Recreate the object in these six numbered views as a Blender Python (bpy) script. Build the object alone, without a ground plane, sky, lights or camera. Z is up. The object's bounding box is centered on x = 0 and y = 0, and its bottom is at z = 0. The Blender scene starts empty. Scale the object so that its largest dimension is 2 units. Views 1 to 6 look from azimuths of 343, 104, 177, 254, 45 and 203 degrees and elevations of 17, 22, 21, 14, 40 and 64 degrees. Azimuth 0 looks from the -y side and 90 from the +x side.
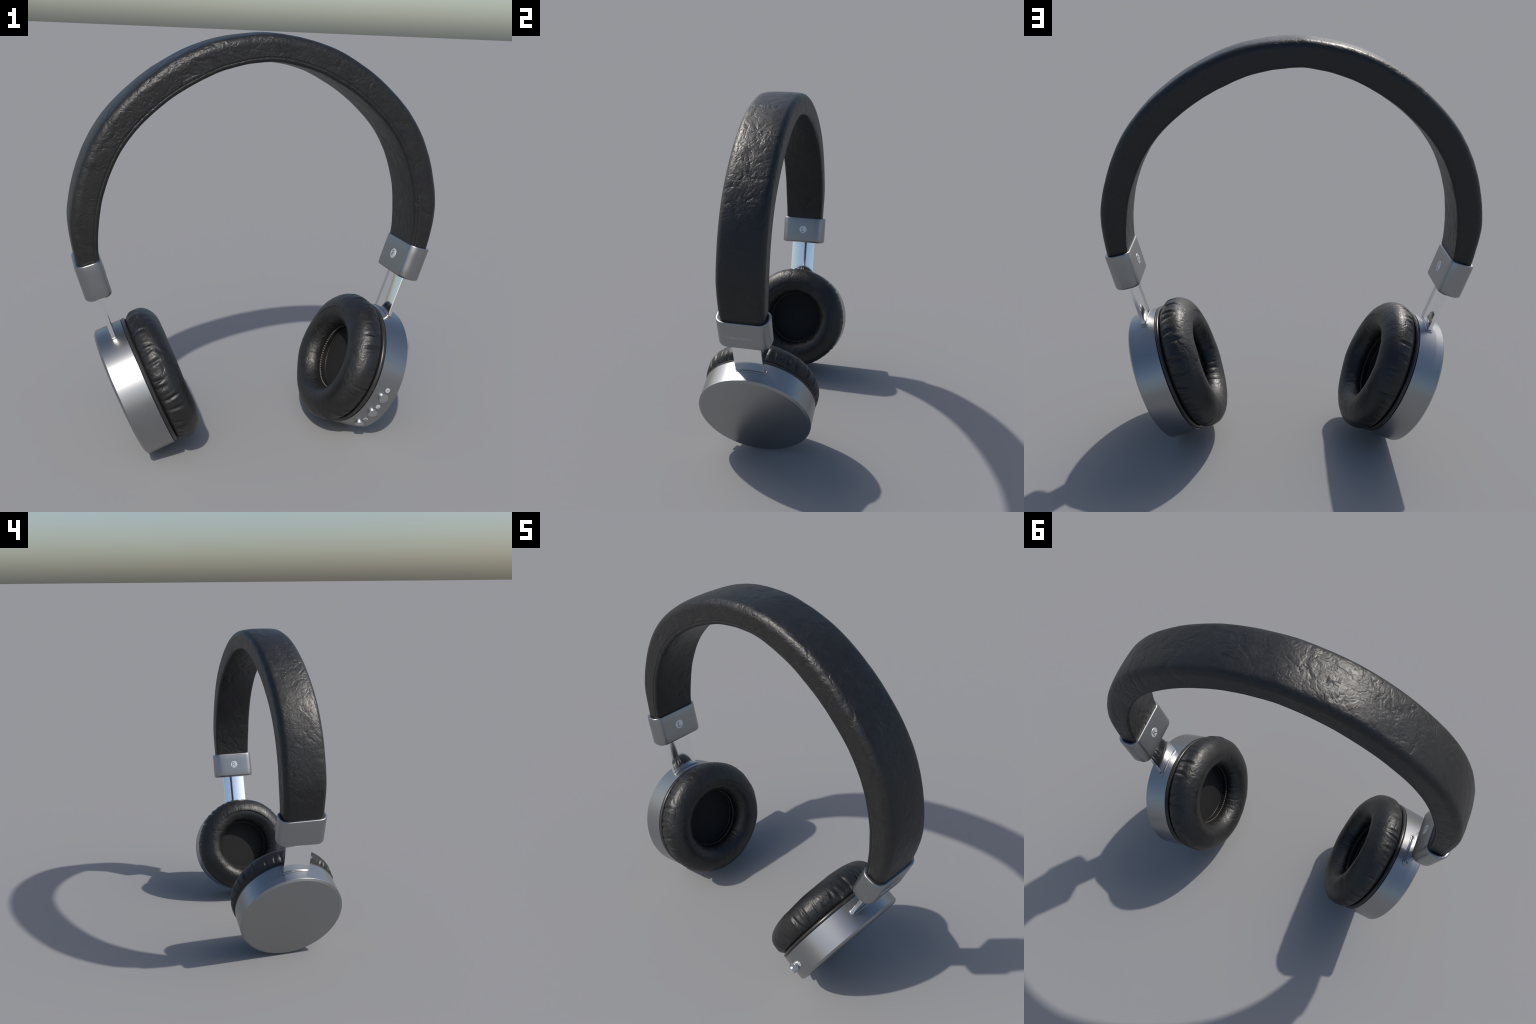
"""On-ear headphones: leather headband, metal clamps, chrome stems, tilted metal ear cups with leather cushions."""
import bpy, math, random
from mathutils import Matrix, Vector, noise

random.seed(11)
scene = bpy.context.scene
COL = scene.collection


# ------------------------------------------------------------------ helpers
def smooth(e0, e1, x):
    t = max(0.0, min(1.0, (x - e0) / (e1 - e0)))
    return t * t * (3 - 2 * t)


def catmull(pts, n):
    """Even sampling (n+1 points) of a centripetal-like Catmull-Rom curve through pts."""
    P = [Vector(p) for p in pts]
    P = [P[0] * 2 - P[1]] + P + [P[-1] * 2 - P[-2]]
    dense = []
    for i in range(1, len(P) - 2):
        p0, p1, p2, p3 = P[i - 1:i + 3]
        for k in range(24):
            t = k / 24
            dense.append(0.5 * ((2 * p1) + (p2 - p0) * t + (2 * p0 - 5 * p1 + 4 * p2 - p3) * t * t
                                + (3 * p1 - p0 - 3 * p2 + p3) * t ** 3))
    dense.append(P[-2].copy())
    L = [0.0]
    for a, b in zip(dense, dense[1:]):
        L.append(L[-1] + (b - a).length)
    out, j = [], 0
    for i in range(n + 1):
        s = L[-1] * i / n
        while j < len(L) - 2 and L[j + 1] < s:
            j += 1
        f = (s - L[j]) / max(1e-9, L[j + 1] - L[j])
        out.append(dense[j].lerp(dense[j + 1], min(1, max(0, f))))
    return out


def make_mesh(name, verts, faces, mat, angle=35):
    me = bpy.data.meshes.new(name)
    me.from_pydata([tuple(v) for v in verts], [], faces)
    me.validate()
    for p in me.polygons:
        p.use_smooth = True
    if angle < 180:
        me.set_sharp_from_angle(angle=math.radians(angle))
    if mat:
        me.materials.append(mat)
    me.update()
    return me


def add(name, me, parent, mw):
    """Object placed by its matrix in the root's frame, parented with that placement kept."""
    ob = bpy.data.objects.new(name, me)
    COL.objects.link(ob)
    ob.parent = parent
    if parent is ROOT:
        ob.matrix_basis = mw
    else:
        ob.matrix_basis = FRAME[parent.name].inverted() @ mw
    FRAME[ob.name] = mw.copy()
    return ob


FRAME = {}


def loft(rings, close_ring=True, cap0=False, cap1=False):
    n = len(rings[0])
    verts = [v for r in rings for v in r]
    faces = []
    for i in range(len(rings) - 1):
        for j in range(n if close_ring else n - 1):
            k = (j + 1) % n
            faces.append((i * n + j, i * n + k, (i + 1) * n + k, (i + 1) * n + j))
    if cap0:
        faces.append(tuple(range(n - 1, -1, -1)))
    if cap1:
        b = (len(rings) - 1) * n
        faces.append(tuple(b + j for j in range(n)))
    return verts, faces


def revolve(profile, seg, offset=None):
    """Turn (t, r) points about the local X axis. r = 0 ends collapse to a pole."""
    verts, faces, rows = [], [], []
    for i, (t, r) in enumerate(profile):
        if r < 1e-6:
            rows.append([len(verts)] * seg)
            verts.append((t, 0, 0))
            continue
        row = []
        for j in range(seg):
            a = 2 * math.pi * j / seg
            tt, rr = (t, r) if offset is None else offset(i, a, t, r)
            row.append(len(verts))
            verts.append((tt, rr * math.sin(a), rr * math.cos(a)))
        rows.append(row)
    for i in range(len(rows) - 1):
        A, B = rows[i], rows[i + 1]
        for j in range(seg):
            k = (j + 1) % seg
            f = []
            for v in (A[j], B[j], B[k], A[k]):
                if v not in f:
                    f.append(v)
            if len(f) > 2:
                faces.append(tuple(f))
    return verts, faces


def rounded_rect(x0, x1, y0, y1, radii, per=8, edge=6):
    """Closed outline; radii for corners (x1,y1), (x0,y1), (x0,y0), (x1,y0), counter-clockwise."""
    out = []
    corners = [(x1, y1, 1, 1, 0), (x0, y1, -1, 1, 90), (x0, y0, -1, -1, 180), (x1, y0, 1, -1, 270)]
    arcs = []
    for (cx, cy, sx, sy, a0), r in zip(corners, radii):
        ox, oy = cx - sx * r, cy - sy * r
        arcs.append([(ox + r * math.cos(math.radians(a0 + 90 * k / per)),
                      oy + r * math.sin(math.radians(a0 + 90 * k / per))) for k in range(per + 1)])
    for i in range(4):
        out += arcs[i]
        a, b = arcs[i][-1], arcs[(i + 1) % 4][0]
        for k in range(1, edge):
            out.append((a[0] + (b[0] - a[0]) * k / edge, a[1] + (b[1] - a[1]) * k / edge))
    return out


def tube(path, rad, closed, sides=8, up=None):
    """Round tube along a list of Vectors."""
    rings, n = [], len(path)
    for i, p in enumerate(path):
        a = path[(i - 1) % n] if closed or i else path[0]
        b = path[(i + 1) % n] if closed or i < n - 1 else path[-1]
        t = (b - a).normalized()
        u = up(i) if up else Vector((1, 0, 0))
        s = t.cross(u).normalized()
        u = s.cross(t).normalized()
        r = rad(i) if callable(rad) else rad
        rings.append([p + u * r * math.cos(2 * math.pi * k / sides) + s * r * math.sin(2 * math.pi * k / sides)
                      for k in range(sides)])
    if closed:
        rings.append(rings[0])
    return loft(rings, True, not closed, not closed)


def merge(parts):
    V, F = [], []
    for v, f in parts:
        b = len(V)
        V += [tuple(x) for x in v]
        F += [tuple(i + b for i in q) for q in f]
    return V, F


# ------------------------------------------------------------------ materials
class Nodes:
    def __init__(self, name):
        self.mat = bpy.data.materials.new(name)
        self.mat.use_nodes = True
        self.t = self.mat.node_tree
        self.bsdf = self.t.nodes["Principled BSDF"]

    def n(self, kind, **kw):
        nd = self.t.nodes.new(kind)
        for k, v in kw.items():
            if k.startswith("i_"):
                nd.inputs[k[2:].replace("_", " ")].default_value = v
            else:
                setattr(nd, k, v)
        return nd

    def link(self, a, b):
        self.t.links.new(a, b)

    def math(self, op, a, b=None, clamp=False):
        nd = self.n("ShaderNodeMath", operation=op, use_clamp=clamp)
        for i, v in enumerate((a, b)):
            if v is None:
                continue
            if isinstance(v, (int, float)):
                nd.inputs[i].default_value = v
            else:
                self.link(v, nd.inputs[i])
        return nd.outputs[0]

    def ramp(self, fac, stops):
        nd = self.n("ShaderNodeValToRGB")
        el = nd.color_ramp.elements
        while len(el) < len(stops):
            el.new(0.5)
        for e, (p, c) in zip(el, stops):
            e.position = p
            e.color = (c, c, c, 1) if isinstance(c, (int, float)) else (*c, 1)
        self.link(fac, nd.inputs["Fac"])
        return nd.outputs["Color"]

    def set(self, **kw):
        for k, v in kw.items():
            self.bsdf.inputs[k.replace("_", " ")].default_value = v


def leather(name, stretch, fold_amt, grain_amt, base, rough):
    m = Nodes(name)
    tc = m.n("ShaderNodeTexCoord")
    mp = m.n("ShaderNodeMapping")
    mp.inputs["Scale"].default_value = stretch
    m.link(tc.outputs["Object"], mp.inputs["Vector"])
    warp = m.n("ShaderNodeTexNoise", i_Scale=7.0, i_Detail=3.0, i_Roughness=0.6)
    m.link(mp.outputs[0], warp.inputs["Vector"])
    wv = m.n("ShaderNodeVectorMath", operation="SCALE")
    wv.inputs["Scale"].default_value = 0.09
    m.link(warp.outputs["Color"], wv.inputs[0])
    wa = m.n("ShaderNodeVectorMath", operation="ADD")
    m.link(mp.outputs[0], wa.inputs[0])
    m.link(wv.outputs[0], wa.inputs[1])
    co = wa.outputs[0]
    # long meandering creases, finer ones between them, pebble grain; creases gather in patches
    def ridges(scale, detail, lo, hi):
        r = m.n("ShaderNodeTexNoise", noise_type="RIDGED_MULTIFRACTAL", i_Scale=scale, i_Detail=detail,
                i_Roughness=0.55, i_Lacunarity=2.1, i_Distortion=0.35)
        r.inputs["Offset"].default_value = 1.0
        r.inputs["Gain"].default_value = 1.2
        m.link(co, r.inputs["Vector"])
        rr = m.n("ShaderNodeMapRange", clamp=True)
        rr.inputs["From Min"].default_value = lo
        rr.inputs["From Max"].default_value = hi
        rr.inputs["To Min"].default_value = 1.0
        rr.inputs["To Max"].default_value = 0.0
        m.link(r.outputs["Fac"], rr.inputs["Value"])
        return rr.outputs[0]
    crease = ridges(7.0, 3.0, 1.05, 1.95)
    fine = ridges(24.0, 3.0, 0.95, 1.95)
    v2 = m.n("ShaderNodeTexVoronoi", feature="SMOOTH_F1", i_Scale=75.0, i_Smoothness=0.5)
    m.link(co, v2.inputs["Vector"])
    v3 = m.n("ShaderNodeTexNoise", i_Scale=130.0, i_Detail=3.0, i_Roughness=0.6)
    m.link(co, v3.inputs["Vector"])
    patch = m.n("ShaderNodeTexNoise", i_Scale=3.2, i_Detail=2.0)
    m.link(mp.outputs[0], patch.inputs["Vector"])
    pm = m.ramp(patch.outputs["Fac"], [(0.38, 0.25), (0.62, 1.0)])
    folds = m.math("ADD", m.math("MULTIPLY", crease, fold_amt), m.math("MULTIPLY", fine, fold_amt * 0.40))
    pebble = m.math("ADD", m.math("MULTIPLY", v2.outputs["Distance"], -grain_amt * 0.8),
                    m.math("MULTIPLY", v3.outputs["Fac"], grain_amt * 0.5))
    h = m.math("ADD", m.math("MULTIPLY", folds, pm), pebble)
    bump = m.n("ShaderNodeBump", i_Strength=1.0, i_Distance=0.0036)
    m.link(h, bump.inputs["Height"])
    m.link(bump.outputs[0], m.bsdf.inputs["Normal"])
    dark = tuple(c * 0.72 for c in base)
    lite = tuple(c * 1.2 for c in base)
    mot = m.n("ShaderNodeTexNoise", i_Scale=24.0, i_Detail=5.0, i_Roughness=0.7)
    m.link(tc.outputs["Object"], mot.inputs["Vector"])
    m.link(m.ramp(mot.outputs["Fac"], [(0.3, dark), (0.7, lite)]), m.bsdf.inputs["Base Color"])
    rr = m.n("ShaderNodeMapRange")
    rr.inputs["From Min"].default_value = 0.3
    rr.inputs["From Max"].default_value = 0.7
    rr.inputs["To Min"].default_value = rough - 0.05
    rr.inputs["To Max"].default_value = rough + 0.06
    m.link(mot.outputs["Fac"], rr.inputs["Value"])
    m.link(rr.outputs[0], m.bsdf.inputs["Roughness"])
    m.set(Specular_IOR_Level=0.5)
    return m.mat


def satin_metal(name, col, rough):
    m = Nodes(name)
    m.set(Metallic=1.0)
    tc = m.n("ShaderNodeTexCoord")
    ns = m.n("ShaderNodeTexNoise", i_Scale=260.0, i_Detail=2.0)
    m.link(tc.outputs["Object"], ns.inputs["Vector"])
    m.link(m.ramp(ns.outputs["Fac"], [(0.3, tuple(c * 0.97 for c in col)), (0.7, tuple(c * 1.03 for c in col))]),
           m.bsdf.inputs["Base Color"])
    rr = m.n("ShaderNodeMapRange")
    rr.inputs["To Min"].default_value = rough - 0.03
    rr.inputs["To Max"].default_value = rough + 0.03
    m.link(ns.outputs["Fac"], rr.inputs["Value"])
    m.link(rr.outputs[0], m.bsdf.inputs["Roughness"])
    return m.mat


def plain(name, col, rough, metal=0.0, spec=0.5, grain=0.0):
    m = Nodes(name)
    m.set(Metallic=metal, Roughness=rough, Specular_IOR_Level=spec)
    tc = m.n("ShaderNodeTexCoord")
    ns = m.n("ShaderNodeTexNoise", i_Scale=180.0, i_Detail=2.0)
    m.link(tc.outputs["Object"], ns.inputs["Vector"])
    m.link(m.ramp(ns.outputs["Fac"], [(0.3, tuple(c * 0.95 for c in col)), (0.7, tuple(c * 1.05 for c in col))]),
           m.bsdf.inputs["Base Color"])
    if grain:
        b = m.n("ShaderNodeBump", i_Strength=grain, i_Distance=0.001)
        m.link(ns.outputs["Fac"], b.inputs["Height"])
        m.link(b.outputs[0], m.bsdf.inputs["Normal"])
    return m.mat


BAND_LEATHER = leather("band_leather", (1.0, 1.0, 1.0), 0.80, 0.22, (0.0100, 0.0098, 0.0098), 0.43)
PAD_LEATHER = leather("pad_leather", (1.0, 1.0, 1.0), 0.50, 0.26, (0.0098, 0.0096, 0.0096), 0.43)
SATIN = satin_metal("satin_aluminium", (0.345, 0.35, 0.355), 0.35)
CHROME = plain("polished_chrome", (0.97, 0.97, 0.98), 0.11, metal=1.0)
BUTTON_METAL = plain("bright_button_metal", (0.56, 0.57, 0.58), 0.24, metal=1.0)
PIPING = plain("glossy_black_piping", (0.020, 0.019, 0.019), 0.30)
RIM = plain("dark_rim", (0.013, 0.013, 0.013), 0.42)
CLOTH = plain("speaker_cloth_black", (0.0135, 0.0135, 0.0135), 0.75, spec=0.25, grain=0.3)
THREAD = plain("grey_thread", (0.16, 0.157, 0.15), 0.6)
THREAD_DARK = plain("dark_thread", (0.065, 0.063, 0.06), 0.55)
PRINT = plain("pale_print", (0.70, 0.715, 0.735), 0.40, metal=0.6)
INK = plain("grey_ink", (0.30, 0.305, 0.31), 0.38, metal=1.0)
ETCH = plain("pale_etching", (0.66, 0.67, 0.68), 0.40, metal=1.0)

# ------------------------------------------------------------------ root
ROOT = bpy.data.objects.new("headphones", None)
COL.objects.link(ROOT)
ROOT.location = (0.0, 0.0, 0.0)
ROOT.rotation_euler = (0, 0, math.radians(0.30))
ROOT["label"] = "black leather on-ear headphones with satin silver metal ear cups"
ROOT["category"] = "headphones"

# ------------------------------------------------------------------ headband
# inner edge of the band on the +x half, from the crown to inside the clamp
INNER = [(0.0, 0, 1.8785), (0.10, 0, 1.8675), (0.17, 0, 1.8515), (0.236, 0, 1.8305), (0.31, 0, 1.797), (0.385, 0, 1.756),
         (0.459, 0, 1.707), (0.541, 0, 1.639), (0.604, 0, 1.574), (0.663, 0, 1.492), (0.709, 0, 1.399),
         (0.743, 0, 1.296), (0.758, 0, 1.221), (0.766, 0, 1.146), (0.7675, 0, 1.080), (0.7645, 0, 1.025), (0.757, 0, 0.985)]
FULL = [Vector((-p[0], 0, p[2])) for p in reversed(INNER[1:])] + [Vector(p) for p in INNER]
N_BAND = 300
spine = catmull(FULL, N_BAND)
HALF_W = 0.1290
BAND_Y = -0.0055                           # band, clamps and stems sit a little forward of the cups


def band_frame(i):
    p = spine[i]
    t = (spine[min(i + 1, N_BAND)] - spine[max(i - 1, 0)]).normalized()
    out = Vector((-t.z, 0, t.x))           # away from the middle of the loop
    if out.dot(p - Vector((0, 0, 1.2))) < 0:
        out = -out
    f = abs(2 * i / N_BAND - 1)            # 0 at the crown, 1 at the ends
    end = smooth(0.83, 1.0, f)             # squeezed where it enters the clamp
    thick = 0.109 + 0.010 * smooth(0.02, 0.26, f) * (1 - 0.4 * smooth(0.55, 0.8, f)) - 0.018 * end
    return p, out, thick, end


def band_section(thick, end):
    """(height above inner edge, y) outline: padded faces, round outer corners, seam groove near the inner front edge."""
    hw = HALF_W - 0.006 * end
    base = rounded_rect(0.0, thick, -hw, hw, [0.031, 0.013, 0.013, 0.031], per=9, edge=30)
    out = []
    for h, y in base:
        side = smooth(0.80 * HALF_W, 0.97 * HALF_W, abs(y))
        mid = 1 - abs(y / HALF_W) ** 3
        # padding of the inner face, crowning of the outer one
        if h < 0.004:
            h -= 0.0055 * max(0, mid) * (1 - end)
        else:
            h += 0.012 * max(0, mid) * (1 - 0.6 * end) * smooth(0.3 * thick, 0.95 * thick, h)
        # seam grooves on both side faces close to the inner edge
        if side > 0:
            g = math.exp(-((h - 0.0185) / 0.0028) ** 2) * 0.0030 + 0.0014 * (1 - smooth(0.0150, 0.0200, h))
            depth = g * side * (1.0 if y < 0 else 0.45)
            y -= math.copysign(depth, y)
        out.append((h, y))
    return out


rings = []
for i in range(N_BAND + 1):
    p, out, thick, end = band_frame(i)
    ring = []
    for h, y in band_section(thick, end):
        q = p + out * h + Vector((0, y, 0))
        w = noise.noise(q * 9.0) * 0.0012 + noise.noise(q * 26.0 + Vector((3, 1, 7))) * 0.0006
        q += out * w * (1 if h > thick * 0.5 else -1)
        ring.append(q)
    rings.append(ring)
v, f = loft(rings, True, True, True)
band = add("headband", make_mesh("headband", v, f, BAND_LEATHER, 180), ROOT, Matrix.Translation((0, BAND_Y, 0)))

# seam stitches along the front face beside the groove
parts = []
for i in range(6, N_BAND - 5, 2):
    p, out, thick, end = band_frame(i)
    p2, out2, _, _ = band_frame(i + 1)
    a = p + out * 0.0245 + Vector((0, -HALF_W + 0.006 * end - 0.0004, 0))
    b = p.lerp(p2, 0.5) + out * 0.0245 + Vector((0, -HALF_W + 0.006 * end - 0.0004, 0))
    d = (b - a) * 0.38
    parts.append(tube([a, a + d * 0.25, a + d * 0.75, a + d], lambda k: (0.0004, 0.0013, 0.0013, 0.0004)[k], False, 6,
                      lambda k: Vector((0, 1, 0))))
v, f = merge(parts)
st = add("stitching", make_mesh("band_stitching", v, f, THREAD_DARK, 180), band, Matrix.Translation((0, BAND_Y, 0)))
st["kind"] = "stuff"


# ------------------------------------------------------------------ side frames
def side_frame(side, centre_x, centre_z, tilt_deg, centre_y=0.0):
    """Local X = inward, Z = up along the tilted part, Y = sideways; right-handed for either side."""
    a = math.radians(tilt_deg)
    s, c = math.sin(a), math.cos(a)
    X = Vector((-side * c, 0, s))
    Z = Vector((side * s, 0, c))
    Y = Z.cross(X)
    return Matrix(((X.x, Y.x, Z.x, side * centre_x), (X.y, Y.y, Z.y, centre_y), (X.z, Y.z, Z.z, centre_z), (0, 0, 0, 1)))


def text_mesh(name, body, size, depth, mat):
    cu = bpy.data.curves.new(name, "FONT")
    cu.body = body
    cu.size = size
    cu.extrude = depth
    cu.align_x = "CENTER"
    cu.align_y = "CENTER"
    tmp = bpy.data.objects.new(name, cu)
    COL.objects.link(tmp)
    dg = bpy.context.evaluated_depsgraph_get()
    me = bpy.data.meshes.new_from_object(tmp.evaluated_get(dg))
    bpy.data.objects.remove(tmp)
    bpy.data.curves.remove(cu)
    # centre the outline on its own bounding box
    xs = [q.co.x for q in me.vertices]
    ys = [q.co.y for q in me.vertices]
    cx, cy = (min(xs) + max(xs)) / 2, (min(ys) + max(ys)) / 2
    for q in me.vertices:
        q.co.x -= cx
        q.co.y -= cy
    me.materials.clear()
    me.materials.append(mat)
    return me


def disc_mesh(name, r, h, mat, bevel=0.0008, seg=48):
    prof = [(0, 0.0), (h, 0.0)]
    prof = [(h, 0.0), (h, r - bevel), (h - bevel, r), (-0.001, r)]
    v, f = revolve(prof, seg)
    return make_mesh(name, v, f, mat, 40)


# ------------------------------------------------------------------ clamps
CL_TILT = 16.3
CL_C = (0.7915, 0.9205)
CL_T, CL_W, CL_H, CL_B = 0.0615, 0.1430, 0.0825, 0.0905


def clamp_mesh():
    rings = []
    prof = [(0.020, -0.0205, 1), (CL_H - 0.016, -0.0200, 1), (CL_H - 0.0060, -0.0190, 1), (CL_H - 0.0022, -0.0172, 1),
            (CL_H - 0.0008, -0.0140, 1), (CL_H, -0.0075, 1), (CL_H - 0.0006, -0.0030, 1), (CL_H - 0.0024, -0.0008, 1),
            (CL_H - 0.006, 0.0, 1),
            (CL_H * 0.4, 0.0, 1), (-CL_H * 0.4, 0.0, 1), (-CL_B + 0.013, 0.0, 1), (-CL_B + 0.0075, -0.0012, 1),
            (-CL_B + 0.003, -0.0045, 1), (-CL_B + 0.0004, -0.0095, 1), (-CL_B, -0.013, 1), (-CL_B, -0.030, 1)]
    for z, grow, _ in prof:
        o = rounded_rect(-CL_T - grow, CL_T + grow, -CL_W - grow, CL_W + grow,
                         [max(0.006, 0.042 + grow), max(0.006, 0.054 + grow), max(0.006, 0.054 + grow),
                          max(0.006, 0.042 + grow)], per=10, edge=5)
        rings.append([(x, y, z) for x, y in o])
    v, f = loft(rings, True, True, True)
    return make_mesh("clamp", v, f, SATIN, 50)


clamp_me = clamp_mesh()

# handwriting strokes, unit = letter height; each letter is (advance, [polylines])
GLYPH = {
    "M": (0.86, [[(0, 0), (0.10, 0.55), (0.16, 1.0), (0.30, 0.45), (0.40, 0.25), (0.55, 0.75), (0.64, 0.98), (0.68, 0.45), (0.78, 0.02)]]),
    "a": (0.52, [[(0.38, 0.40), (0.20, 0.46), (0.06, 0.28), (0.08, 0.06), (0.24, 0.04), (0.36, 0.26), (0.39, 0.42), (0.38, 0.12), (0.50, 0.03)]]),
    "t": (0.36, [[(0.16, 0.85), (0.12, 0.40), (0.13, 0.08), (0.24, 0.02), (0.36, 0.08)], [(-0.02, 0.55), (0.36, 0.62)]]),
    "e": (0.42, [[(0.04, 0.22), (0.24, 0.28), (0.30, 0.40), (0.18, 0.47), (0.06, 0.30), (0.08, 0.08), (0.24, 0.02), (0.40, 0.12)]]),
    "o": (0.48, [[(0.20, 0.46), (0.05, 0.30), (0.08, 0.07), (0.24, 0.03), (0.36, 0.20), (0.30, 0.42), (0.18, 0.46)]]),
    " ": (0.10, []),
    "T": (0.70, [[(0.0, 0.93), (0.35, 0.96), (0.75, 0.98)], [(0.36, 0.96), (0.32, 0.45), (0.34, 0.0)]]),
    "n": (0.50, [[(0.02, 0.42), (0.05, 0.20), (0.04, 0.02), (0.10, 0.32), (0.24, 0.44), (0.34, 0.32), (0.36, 0.04), (0.48, 0.06)]]),
    "i": (0.26, [[(0.06, 0.42), (0.06, 0.10), (0.14, 0.02), (0.24, 0.10)], [(0.09, 0.62), (0.11, 0.68)]]),
}


def handwriting_mesh(name, word, width, height, rad, mat):
    x, strokes = 0.0, []
    for ch in word:
        adv, lines = GLYPH[ch]
        for ln in lines:
            strokes.append([(x + a, b) for a, b in ln])
        x += adv
    parts = []
    for ln in strokes:
        pts = [Vector(((a / x - 0.5) * width, (b - 0.5) * height, 0)) for a, b in ln]
        pts = catmull(pts, max(4, 4 * len(pts)))
        parts.append(tube(pts, rad, False, 6, lambda k: Vector((0, 0, 1))))
    v, f = merge(parts)
    return make_mesh(name, v, f, mat, 180)


# ------------------------------------------------------------------ stems
ST_TILT = 17.2
ST_C = (0.7305, 0.712)


STEM_ARCH = 0.0012


def stem_mesh():
    """Flat plate: level outer face, gently arched inner face, rounded long edges."""
    hw, flat, n = 0.0805, 0.0785, 24
    sec = []
    for k in range(n + 1):                       # inner face (+x), faintly arched
        y = -flat + 2 * flat * k / n
        sec.append((0.0102 + STEM_ARCH * (1 - (y / flat) ** 2), y))
    sec += [(0.0080, hw), (-0.0075, hw), (-0.0100, hw - 0.0035)]
    for k in range(1, 6):                        # level outer face
        sec.append((-0.0102, (hw - 0.0035) * (1 - k / 3)))
    sec += [(-0.0100, -hw + 0.0035), (-0.0075, -hw), (0.0080, -hw)]
    rings = [[(x, y, z) for x, y in sec] for z in (-0.150, -0.10, -0.05, 0.0, 0.05, 0.10, 0.150)]
    v, f = loft(rings, True, True, True)
    me = make_mesh("stem", v, f, CHROME, 14)
    # normals tilted on the shallow arch to draw a rounder plate's reflections
    nrm = []
    for p in me.polygons:
        for li in p.loop_indices:
            co = me.vertices[me.loops[li].vertex_index].co
            if p.normal.x > 0.8 and abs(p.center.y) < flat:
                nrm.append(Vector((1, 0.40 * co.y / flat, 0)).normalized())
            else:
                nrm.append(Vector(p.normal))
    me.normals_split_custom_set([tuple(q) for q in nrm])
    return me


stem_me = stem_mesh()

# ------------------------------------------------------------------ ear cups
CUP_TILT = 22.2
CUP_C = (0.6596, 0.3000)
R = 0.3245


def cup_mesh():
    prof = [(-0.005, 0.0), (-0.005, 0.10), (-0.005, 0.20), (-0.005, R - 0.0135), (-0.0046, R - 0.0129), (0.0050, R - 0.0004),
            (0.0058, R), (0.008, R), (0.02, R), (0.05, R), (0.08, R), (0.105, R), (0.126, R), (0.1360, R),
            (0.1362, R - 0.0006), (0.1362, 0.30), (0.136, 0.25)]
    v, f = revolve(prof, 128)
    return make_mesh("ear_cup", v, f, SATIN, 20)


def piping_mesh():
    prof = []
    for k in range(17):
        a = 2 * math.pi * k / 16
        prof.append((0.1462 + 0.0108 * math.sin(a), 0.3137 + 0.0110 * math.cos(a)))
    v, f = revolve(prof, 128)
    return make_mesh("cushion_piping", v, f, PIPING, 180)


CUSHION = [(0.150, 0.296), (0.157, 0.308), (0.167, 0.3185), (0.182, 0.3275), (0.203, 0.3315), (0.222, 0.3320), (0.244, 0.3270),
           (0.265, 0.3140), (0.283, 0.293), (0.295, 0.268), (0.299, 0.243), (0.295, 0.219), (0.283, 0.198),
           (0.264, 0.181), (0.245, 0.1715), (0.228, 0.1680), (0.214, 0.1690), (0.205, 0.1715), (0.195, 0.1720), (0.183, 0.1720), (0.166, 0.172)]
CUSHION_RISE = 0.004                         # the pad sits a little high on its cup


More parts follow.
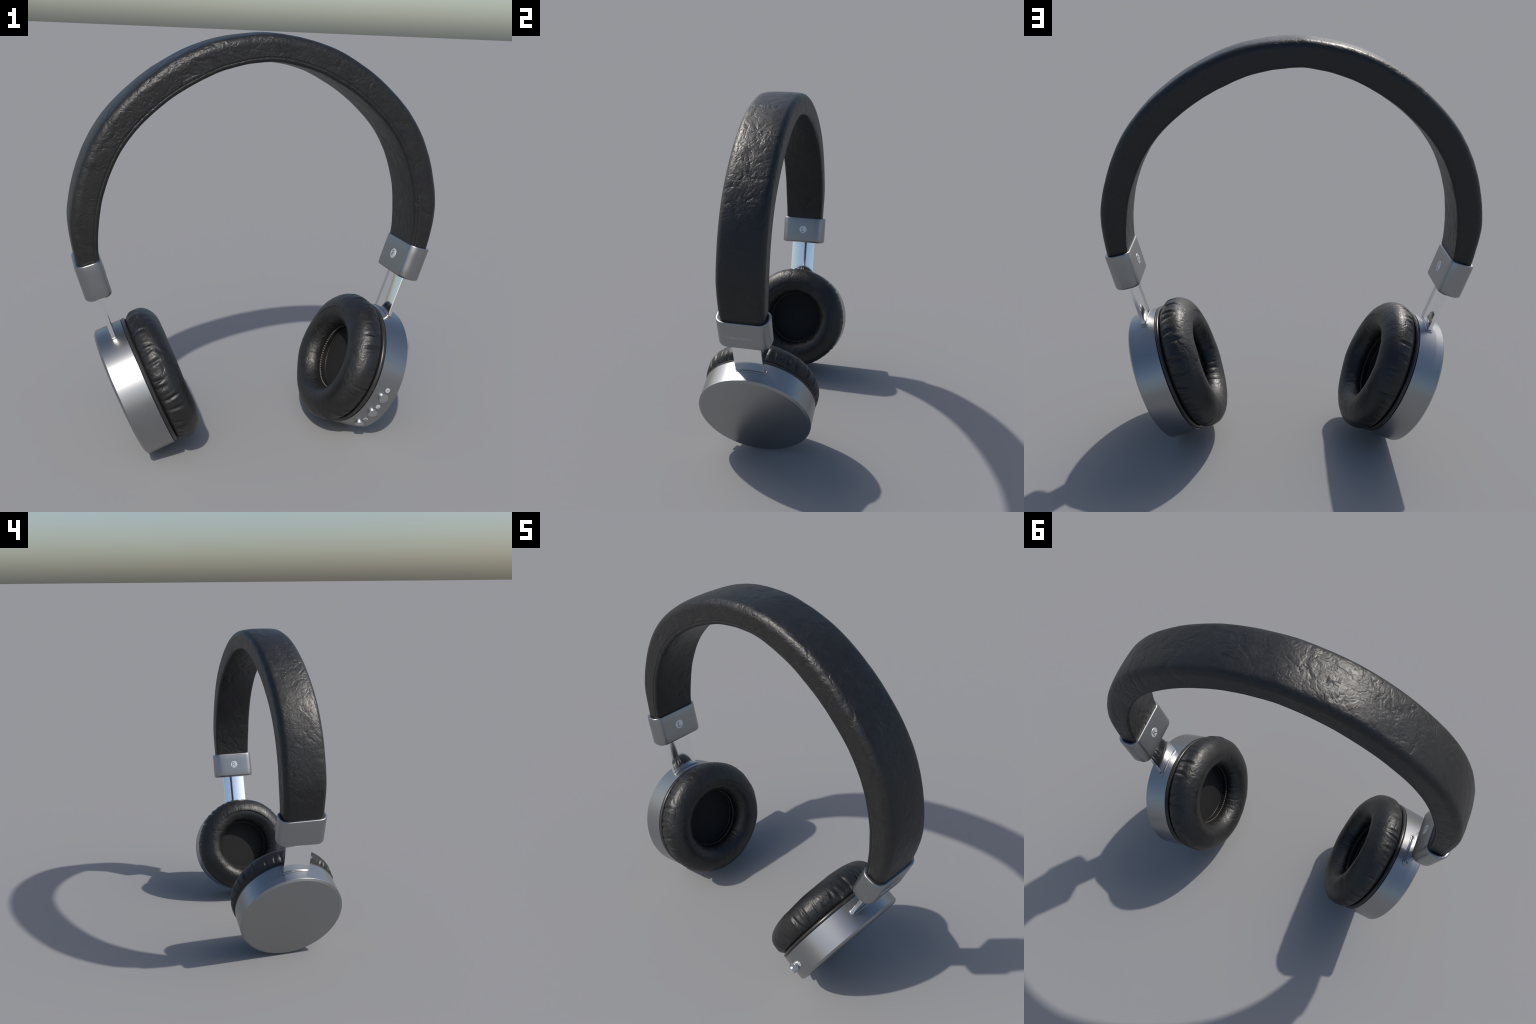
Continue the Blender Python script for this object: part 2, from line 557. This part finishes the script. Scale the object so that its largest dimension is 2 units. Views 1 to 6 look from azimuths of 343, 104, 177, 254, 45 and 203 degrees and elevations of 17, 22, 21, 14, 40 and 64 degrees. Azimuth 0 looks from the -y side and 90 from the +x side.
def cushion_mesh(seed):
    rnd = random.Random(seed)
    prof3 = catmull([(t, r, 0) for t, r in CUSHION], 110)
    prof = [(p.x, p.y) for p in prof3]
    # pleats: narrow creases running from the piping over the shoulder
    pleats, a = [], 0.0
    while a < 2 * math.pi - 0.05:
        pleats.append((a + rnd.uniform(-0.03, 0.03), rnd.uniform(0.35, 1.0), rnd.uniform(0.012, 0.024),
                       rnd.uniform(0.210, 0.275), rnd.uniform(-0.55, 0.55)))
        a += rnd.uniform(0.11, 0.26)
    folds = [(rnd.uniform(0, 2 * math.pi), rnd.uniform(0.3, 1.0), rnd.uniform(0.02, 0.04)) for _ in range(26)]
    norm = []
    for i in range(len(prof)):
        p, q = prof[max(0, i - 1)], prof[min(len(prof) - 1, i + 1)]
        d = Vector((q[0] - p[0], q[1] - p[1])).normalized()
        norm.append((-d.y, d.x))
    crown = 0.320

    def off(i, ang, t, r):
        d = 0.0
        outer = r > 0.245
        if outer:
            for pa, amp, wid, reach, slant in pleats:
                c = pa + slant * (t - 0.155)
                x = (ang - c + math.pi) % (2 * math.pi) - math.pi
                if abs(x) < 0.2:
                    env = smooth(0.158, 0.186, t) * (1 - smooth(reach - 0.045, reach, t))
                    d -= amp * 0.0088 * math.exp(-(x / wid) ** 2) * env
                    d += amp * 0.0028 * math.exp(-((abs(x) - 2.6 * wid) / (1.5 * wid)) ** 2) * env
        else:
            for pa, amp, wid in folds:
                x = (ang - pa + math.pi) % (2 * math.pi) - math.pi
                if abs(x) < 0.15:
                    env = smooth(0.205, 0.225, t) * (1 - smooth(0.265, 0.292, t))
                    d -= amp * 0.0025 * math.exp(-(x / wid) ** 2) * env
        if t > 0.165:
            q = Vector((t * 7.0, r * 7 * math.sin(ang), r * 7 * math.cos(ang)))
            d += (noise.noise(q + Vector((seed, 0, 0))) * 0.0026 + noise.noise(q * 3.1) * 0.0011) * smooth(0.165, 0.195, t) * (1 if r > 0.2 or t > 0.21 else 0)
        up = smooth(0.25, 1.0, math.cos(ang))          # fuller towards the stem, flatter at the foot
        down = smooth(0.25, 1.0, -math.cos(ang))
        if outer:
            d += 0.0055 * up * smooth(0.165, 0.20, t)
        t -= 0.007 * down * smooth(0.17, 0.30, t)
        n = norm[i]
        # the outward side of the profile: away from the padding's core
        core = Vector((t - 0.22, r - 0.255))
        s = 1 if core.x * n[0] + core.y * n[1] > 0 else -1
        return t + s * n[0] * d, r + s * n[1] * d

    v, f = revolve(prof, 384, off)
    return make_mesh("ear_cushion", v, f, PAD_LEATHER, 180)


def cloth_mesh():
    v, f = revolve([(0.172, 0.0), (0.172, 0.05), (0.172, 0.11), (0.172, 0.160), (0.1715, 0.174)], 96)
    return make_mesh("speaker_cloth", v, f, CLOTH, 180)


def rim_mesh():
    prof = []
    for k in range(13):
        a = 2 * math.pi * k / 12
        prof.append((0.1735 + 0.0035 * math.sin(a), 0.1695 + 0.0035 * math.cos(a)))
    v, f = revolve(prof, 96)
    return make_mesh("speaker_rim", v, f, RIM, 180)


def inner_stitch_mesh():
    parts = []
    n = 82
    for k in range(n):
        a = 2 * math.pi * k / n
        for dt in (-1, 1):
            p0 = Vector((0.2045, 0.1705 * math.sin(a), 0.1705 * math.cos(a)))
            b = a + 0.055
            rr = 0.1690 if dt > 0 else 0.1712
            p1 = Vector((0.2045 + dt * 0.0052, rr * math.sin(b), rr * math.cos(b)))
            nrm = Vector((0, -math.sin(a), -math.cos(a)))
            p0, p1 = p0 + nrm * 0.0012, p1 + nrm * 0.0012
            parts.append(tube([p0, p0.lerp(p1, 0.5), p1], lambda q: (0.0017, 0.0016, 0.0006)[q], False, 6, lambda q: nrm))
    v, f = merge(parts)
    return make_mesh("cushion_stitching", v, f, THREAD, 180)


SOCKET_T = 0.0825


def socket_mesh():
    """Raised lip around the slot that takes the stem, bent over the cup's side."""
    path, hl, hw = [], 0.0870, 0.0150
    outline = rounded_rect(-hw, hw, -hl, hl, [0.0145] * 4, per=8, edge=12)
    for t, y in outline:
        path.append(Vector((SOCKET_T + t, y, math.sqrt((R + 0.0004) ** 2 - y * y))))
    v, f = tube(path, 0.0042, True, 10, lambda k: Vector((0, path[k].y, path[k].z)).normalized())
    return make_mesh("stem_socket", v, f, SATIN, 180)


cup_me, piping_me, cloth_me, rim_me = cup_mesh(), piping_mesh(), cloth_mesh(), rim_mesh()
stitch_me, socket_me = inner_stitch_mesh(), socket_mesh()


def on_side(t, ang_deg, lift):
    """Frame on the cup's cylinder: local X = outward normal, Z = along the cup axis (inward), Y around."""
    a = math.radians(ang_deg)
    n = Vector((0, math.sin(a), math.cos(a)))
    z = Vector((1, 0, 0))
    y = z.cross(n)
    o = n * (R + lift) + z * t
    return Matrix(((n.x, y.x, z.x, o.x), (n.y, y.y, z.y, o.y), (n.z, y.z, z.z, o.z), (0, 0, 0, 1)))


def button_mesh():
    prof = [(0.0130, 0.0), (0.0130, 0.012), (0.0130, 0.0222), (0.0124, 0.0236), (0.0108, 0.0243), (0.004, 0.0246), (-0.004, 0.0248)]
    v, f = revolve(prof, 48)
    return make_mesh("button", v, f, BUTTON_METAL, 40)


button_me = button_mesh()


def curved_disc_mesh(name, r, mat):
    """Printed round mark hugging the cup's cylinder (bends over local Y)."""
    verts, faces = [], []
    rows, seg = 6, 40
    verts.append((0.0008, 0, 0))
    for i in range(1, rows + 1):
        rr = r * i / rows
        for j in range(seg):
            a = 2 * math.pi * j / seg
            y, z = rr * math.cos(a), rr * math.sin(a)
            verts.append((math.sqrt(R * R - y * y) - R + 0.0008, y, z))
    for j in range(seg):                                   # small skirt down to the metal
        x, y, z = verts[1 + (rows - 1) * seg + j]
        verts.append((x - 0.0014, y, z))
    for j in range(seg):
        faces.append((0, 1 + j, 1 + (j + 1) % seg))
    for i in range(rows):
        for j in range(seg):
            k = (j + 1) % seg
            a = 1 + i * seg
            faces.append((a + j, a + seg + j, a + seg + k, a + k))
    return make_mesh(name, verts, faces, mat, 40)


mark_me = curved_disc_mesh("symbol_disc", 0.0122, PRINT)


def symbol_mesh(name, strokes):
    parts = []
    for ln in strokes:
        pts = [Vector((0.0012 + math.sqrt(R * R - a * a) - R, a, b)) for a, b in ln]
        parts.append(tube(pts, 0.0007, False, 6, lambda k: Vector((1, 0, 0))))
    v, f = merge(parts)
    return make_mesh(name, v, f, INK, 180)


s_ = 0.0075
PLUS = [[(-s_, 0), (0, 0), (s_, 0)], [(0, -s_), (0, 0), (0, s_)]]
MINUS = [[(0, -s_), (0, 0), (0, s_)]]
RUNE = [[(0.004, -0.004), (-0.004, 0.004), (-0.0085, 0.0)], [(0.004, 0.004), (-0.004, -0.004), (-0.0085, 0.0)],
        [(-0.0085, 0.0), (0, 0), (0.0085, 0.0)], [(0.0085, 0.0), (0.004, 0.004)], [(0.0085, 0.0), (0.004, -0.004)]]

for side in (1, -1):
    # clamp -----------------------------------------------------------
    mw = side_frame(side, CL_C[0], CL_C[1], CL_TILT, BAND_Y)
    cl = add("clamp", clamp_me, ROOT, mw)
    disc = disc_mesh("side_mark", 0.0255, 0.0012, PRINT)
    dm = mw @ Matrix.Translation((CL_T, 0.0, 0.0))
    add("side_mark", disc, cl, dm)
    # text lies in XY facing +Z: turn it to face local +X with its up along local Z
    turn = Matrix(((0, 0, 1, 0), (1, 0, 0, 0), (0, 1, 0, 0), (0, 0, 0, 1)))
    lm = dm @ Matrix.Translation((0.0012, 0, 0)) @ turn
    add("side_letter", text_mesh("side_letter", "R" if side > 0 else "L", 0.050, 0.0005, INK), cl, lm)
    if side > 0:
        back = Matrix(((0, 0, -1, 0), (-1, 0, 0, 0), (0, 1, 0, 0), (0, 0, 0, 1)))
        sm = mw @ Matrix.Translation((-CL_T, 0.016, -0.012)) @ back @ Matrix.Rotation(math.radians(0.5), 4, "Z")
        add("signature", handwriting_mesh("signature", "Matteo Tantini", 0.142, 0.0185, 0.00085, ETCH), cl, sm)

    # stem ------------------------------------------------------------
    add("stem", stem_me, ROOT, side_frame(side, ST_C[0], ST_C[1], ST_TILT, BAND_Y))

    # ear cup ---------------------------------------------------------
    cw = side_frame(side, CUP_C[0], CUP_C[1], CUP_TILT)
    cup = add("ear_cup", cup_me, ROOT, cw)
    add("stem_socket", socket_me, cup, cw)
    add("cushion_piping", piping_me, cup, cw @ Matrix.Translation((0, 0, CUSHION_RISE * 0.3)))
    pw = cw @ Matrix.Translation((0, 0, CUSHION_RISE))
    add("ear_cushion", cushion_mesh(5 if side > 0 else 8), cup, pw)
    add("speaker_cloth", cloth_me, cup, pw)
    add("speaker_rim", rim_me, cup, pw)
    s = add("cushion_stitching", stitch_me, cup, pw)
    s["kind"] = "stuff"
    if side > 0:
        for ang_b, ang_m, sym in ((96.3, 88.9, PLUS), (113.8, 106.6, MINUS), (133.8, 126.0, RUNE)):
            add("button", button_me, cup, cw @ on_side(0.071, ang_b, 0.0))
            m2 = cw @ on_side(0.0635, ang_m, 0.0)
            add("symbol_disc", mark_me, cup, m2)
            add("symbol", symbol_mesh("symbol", sym), cup, m2)
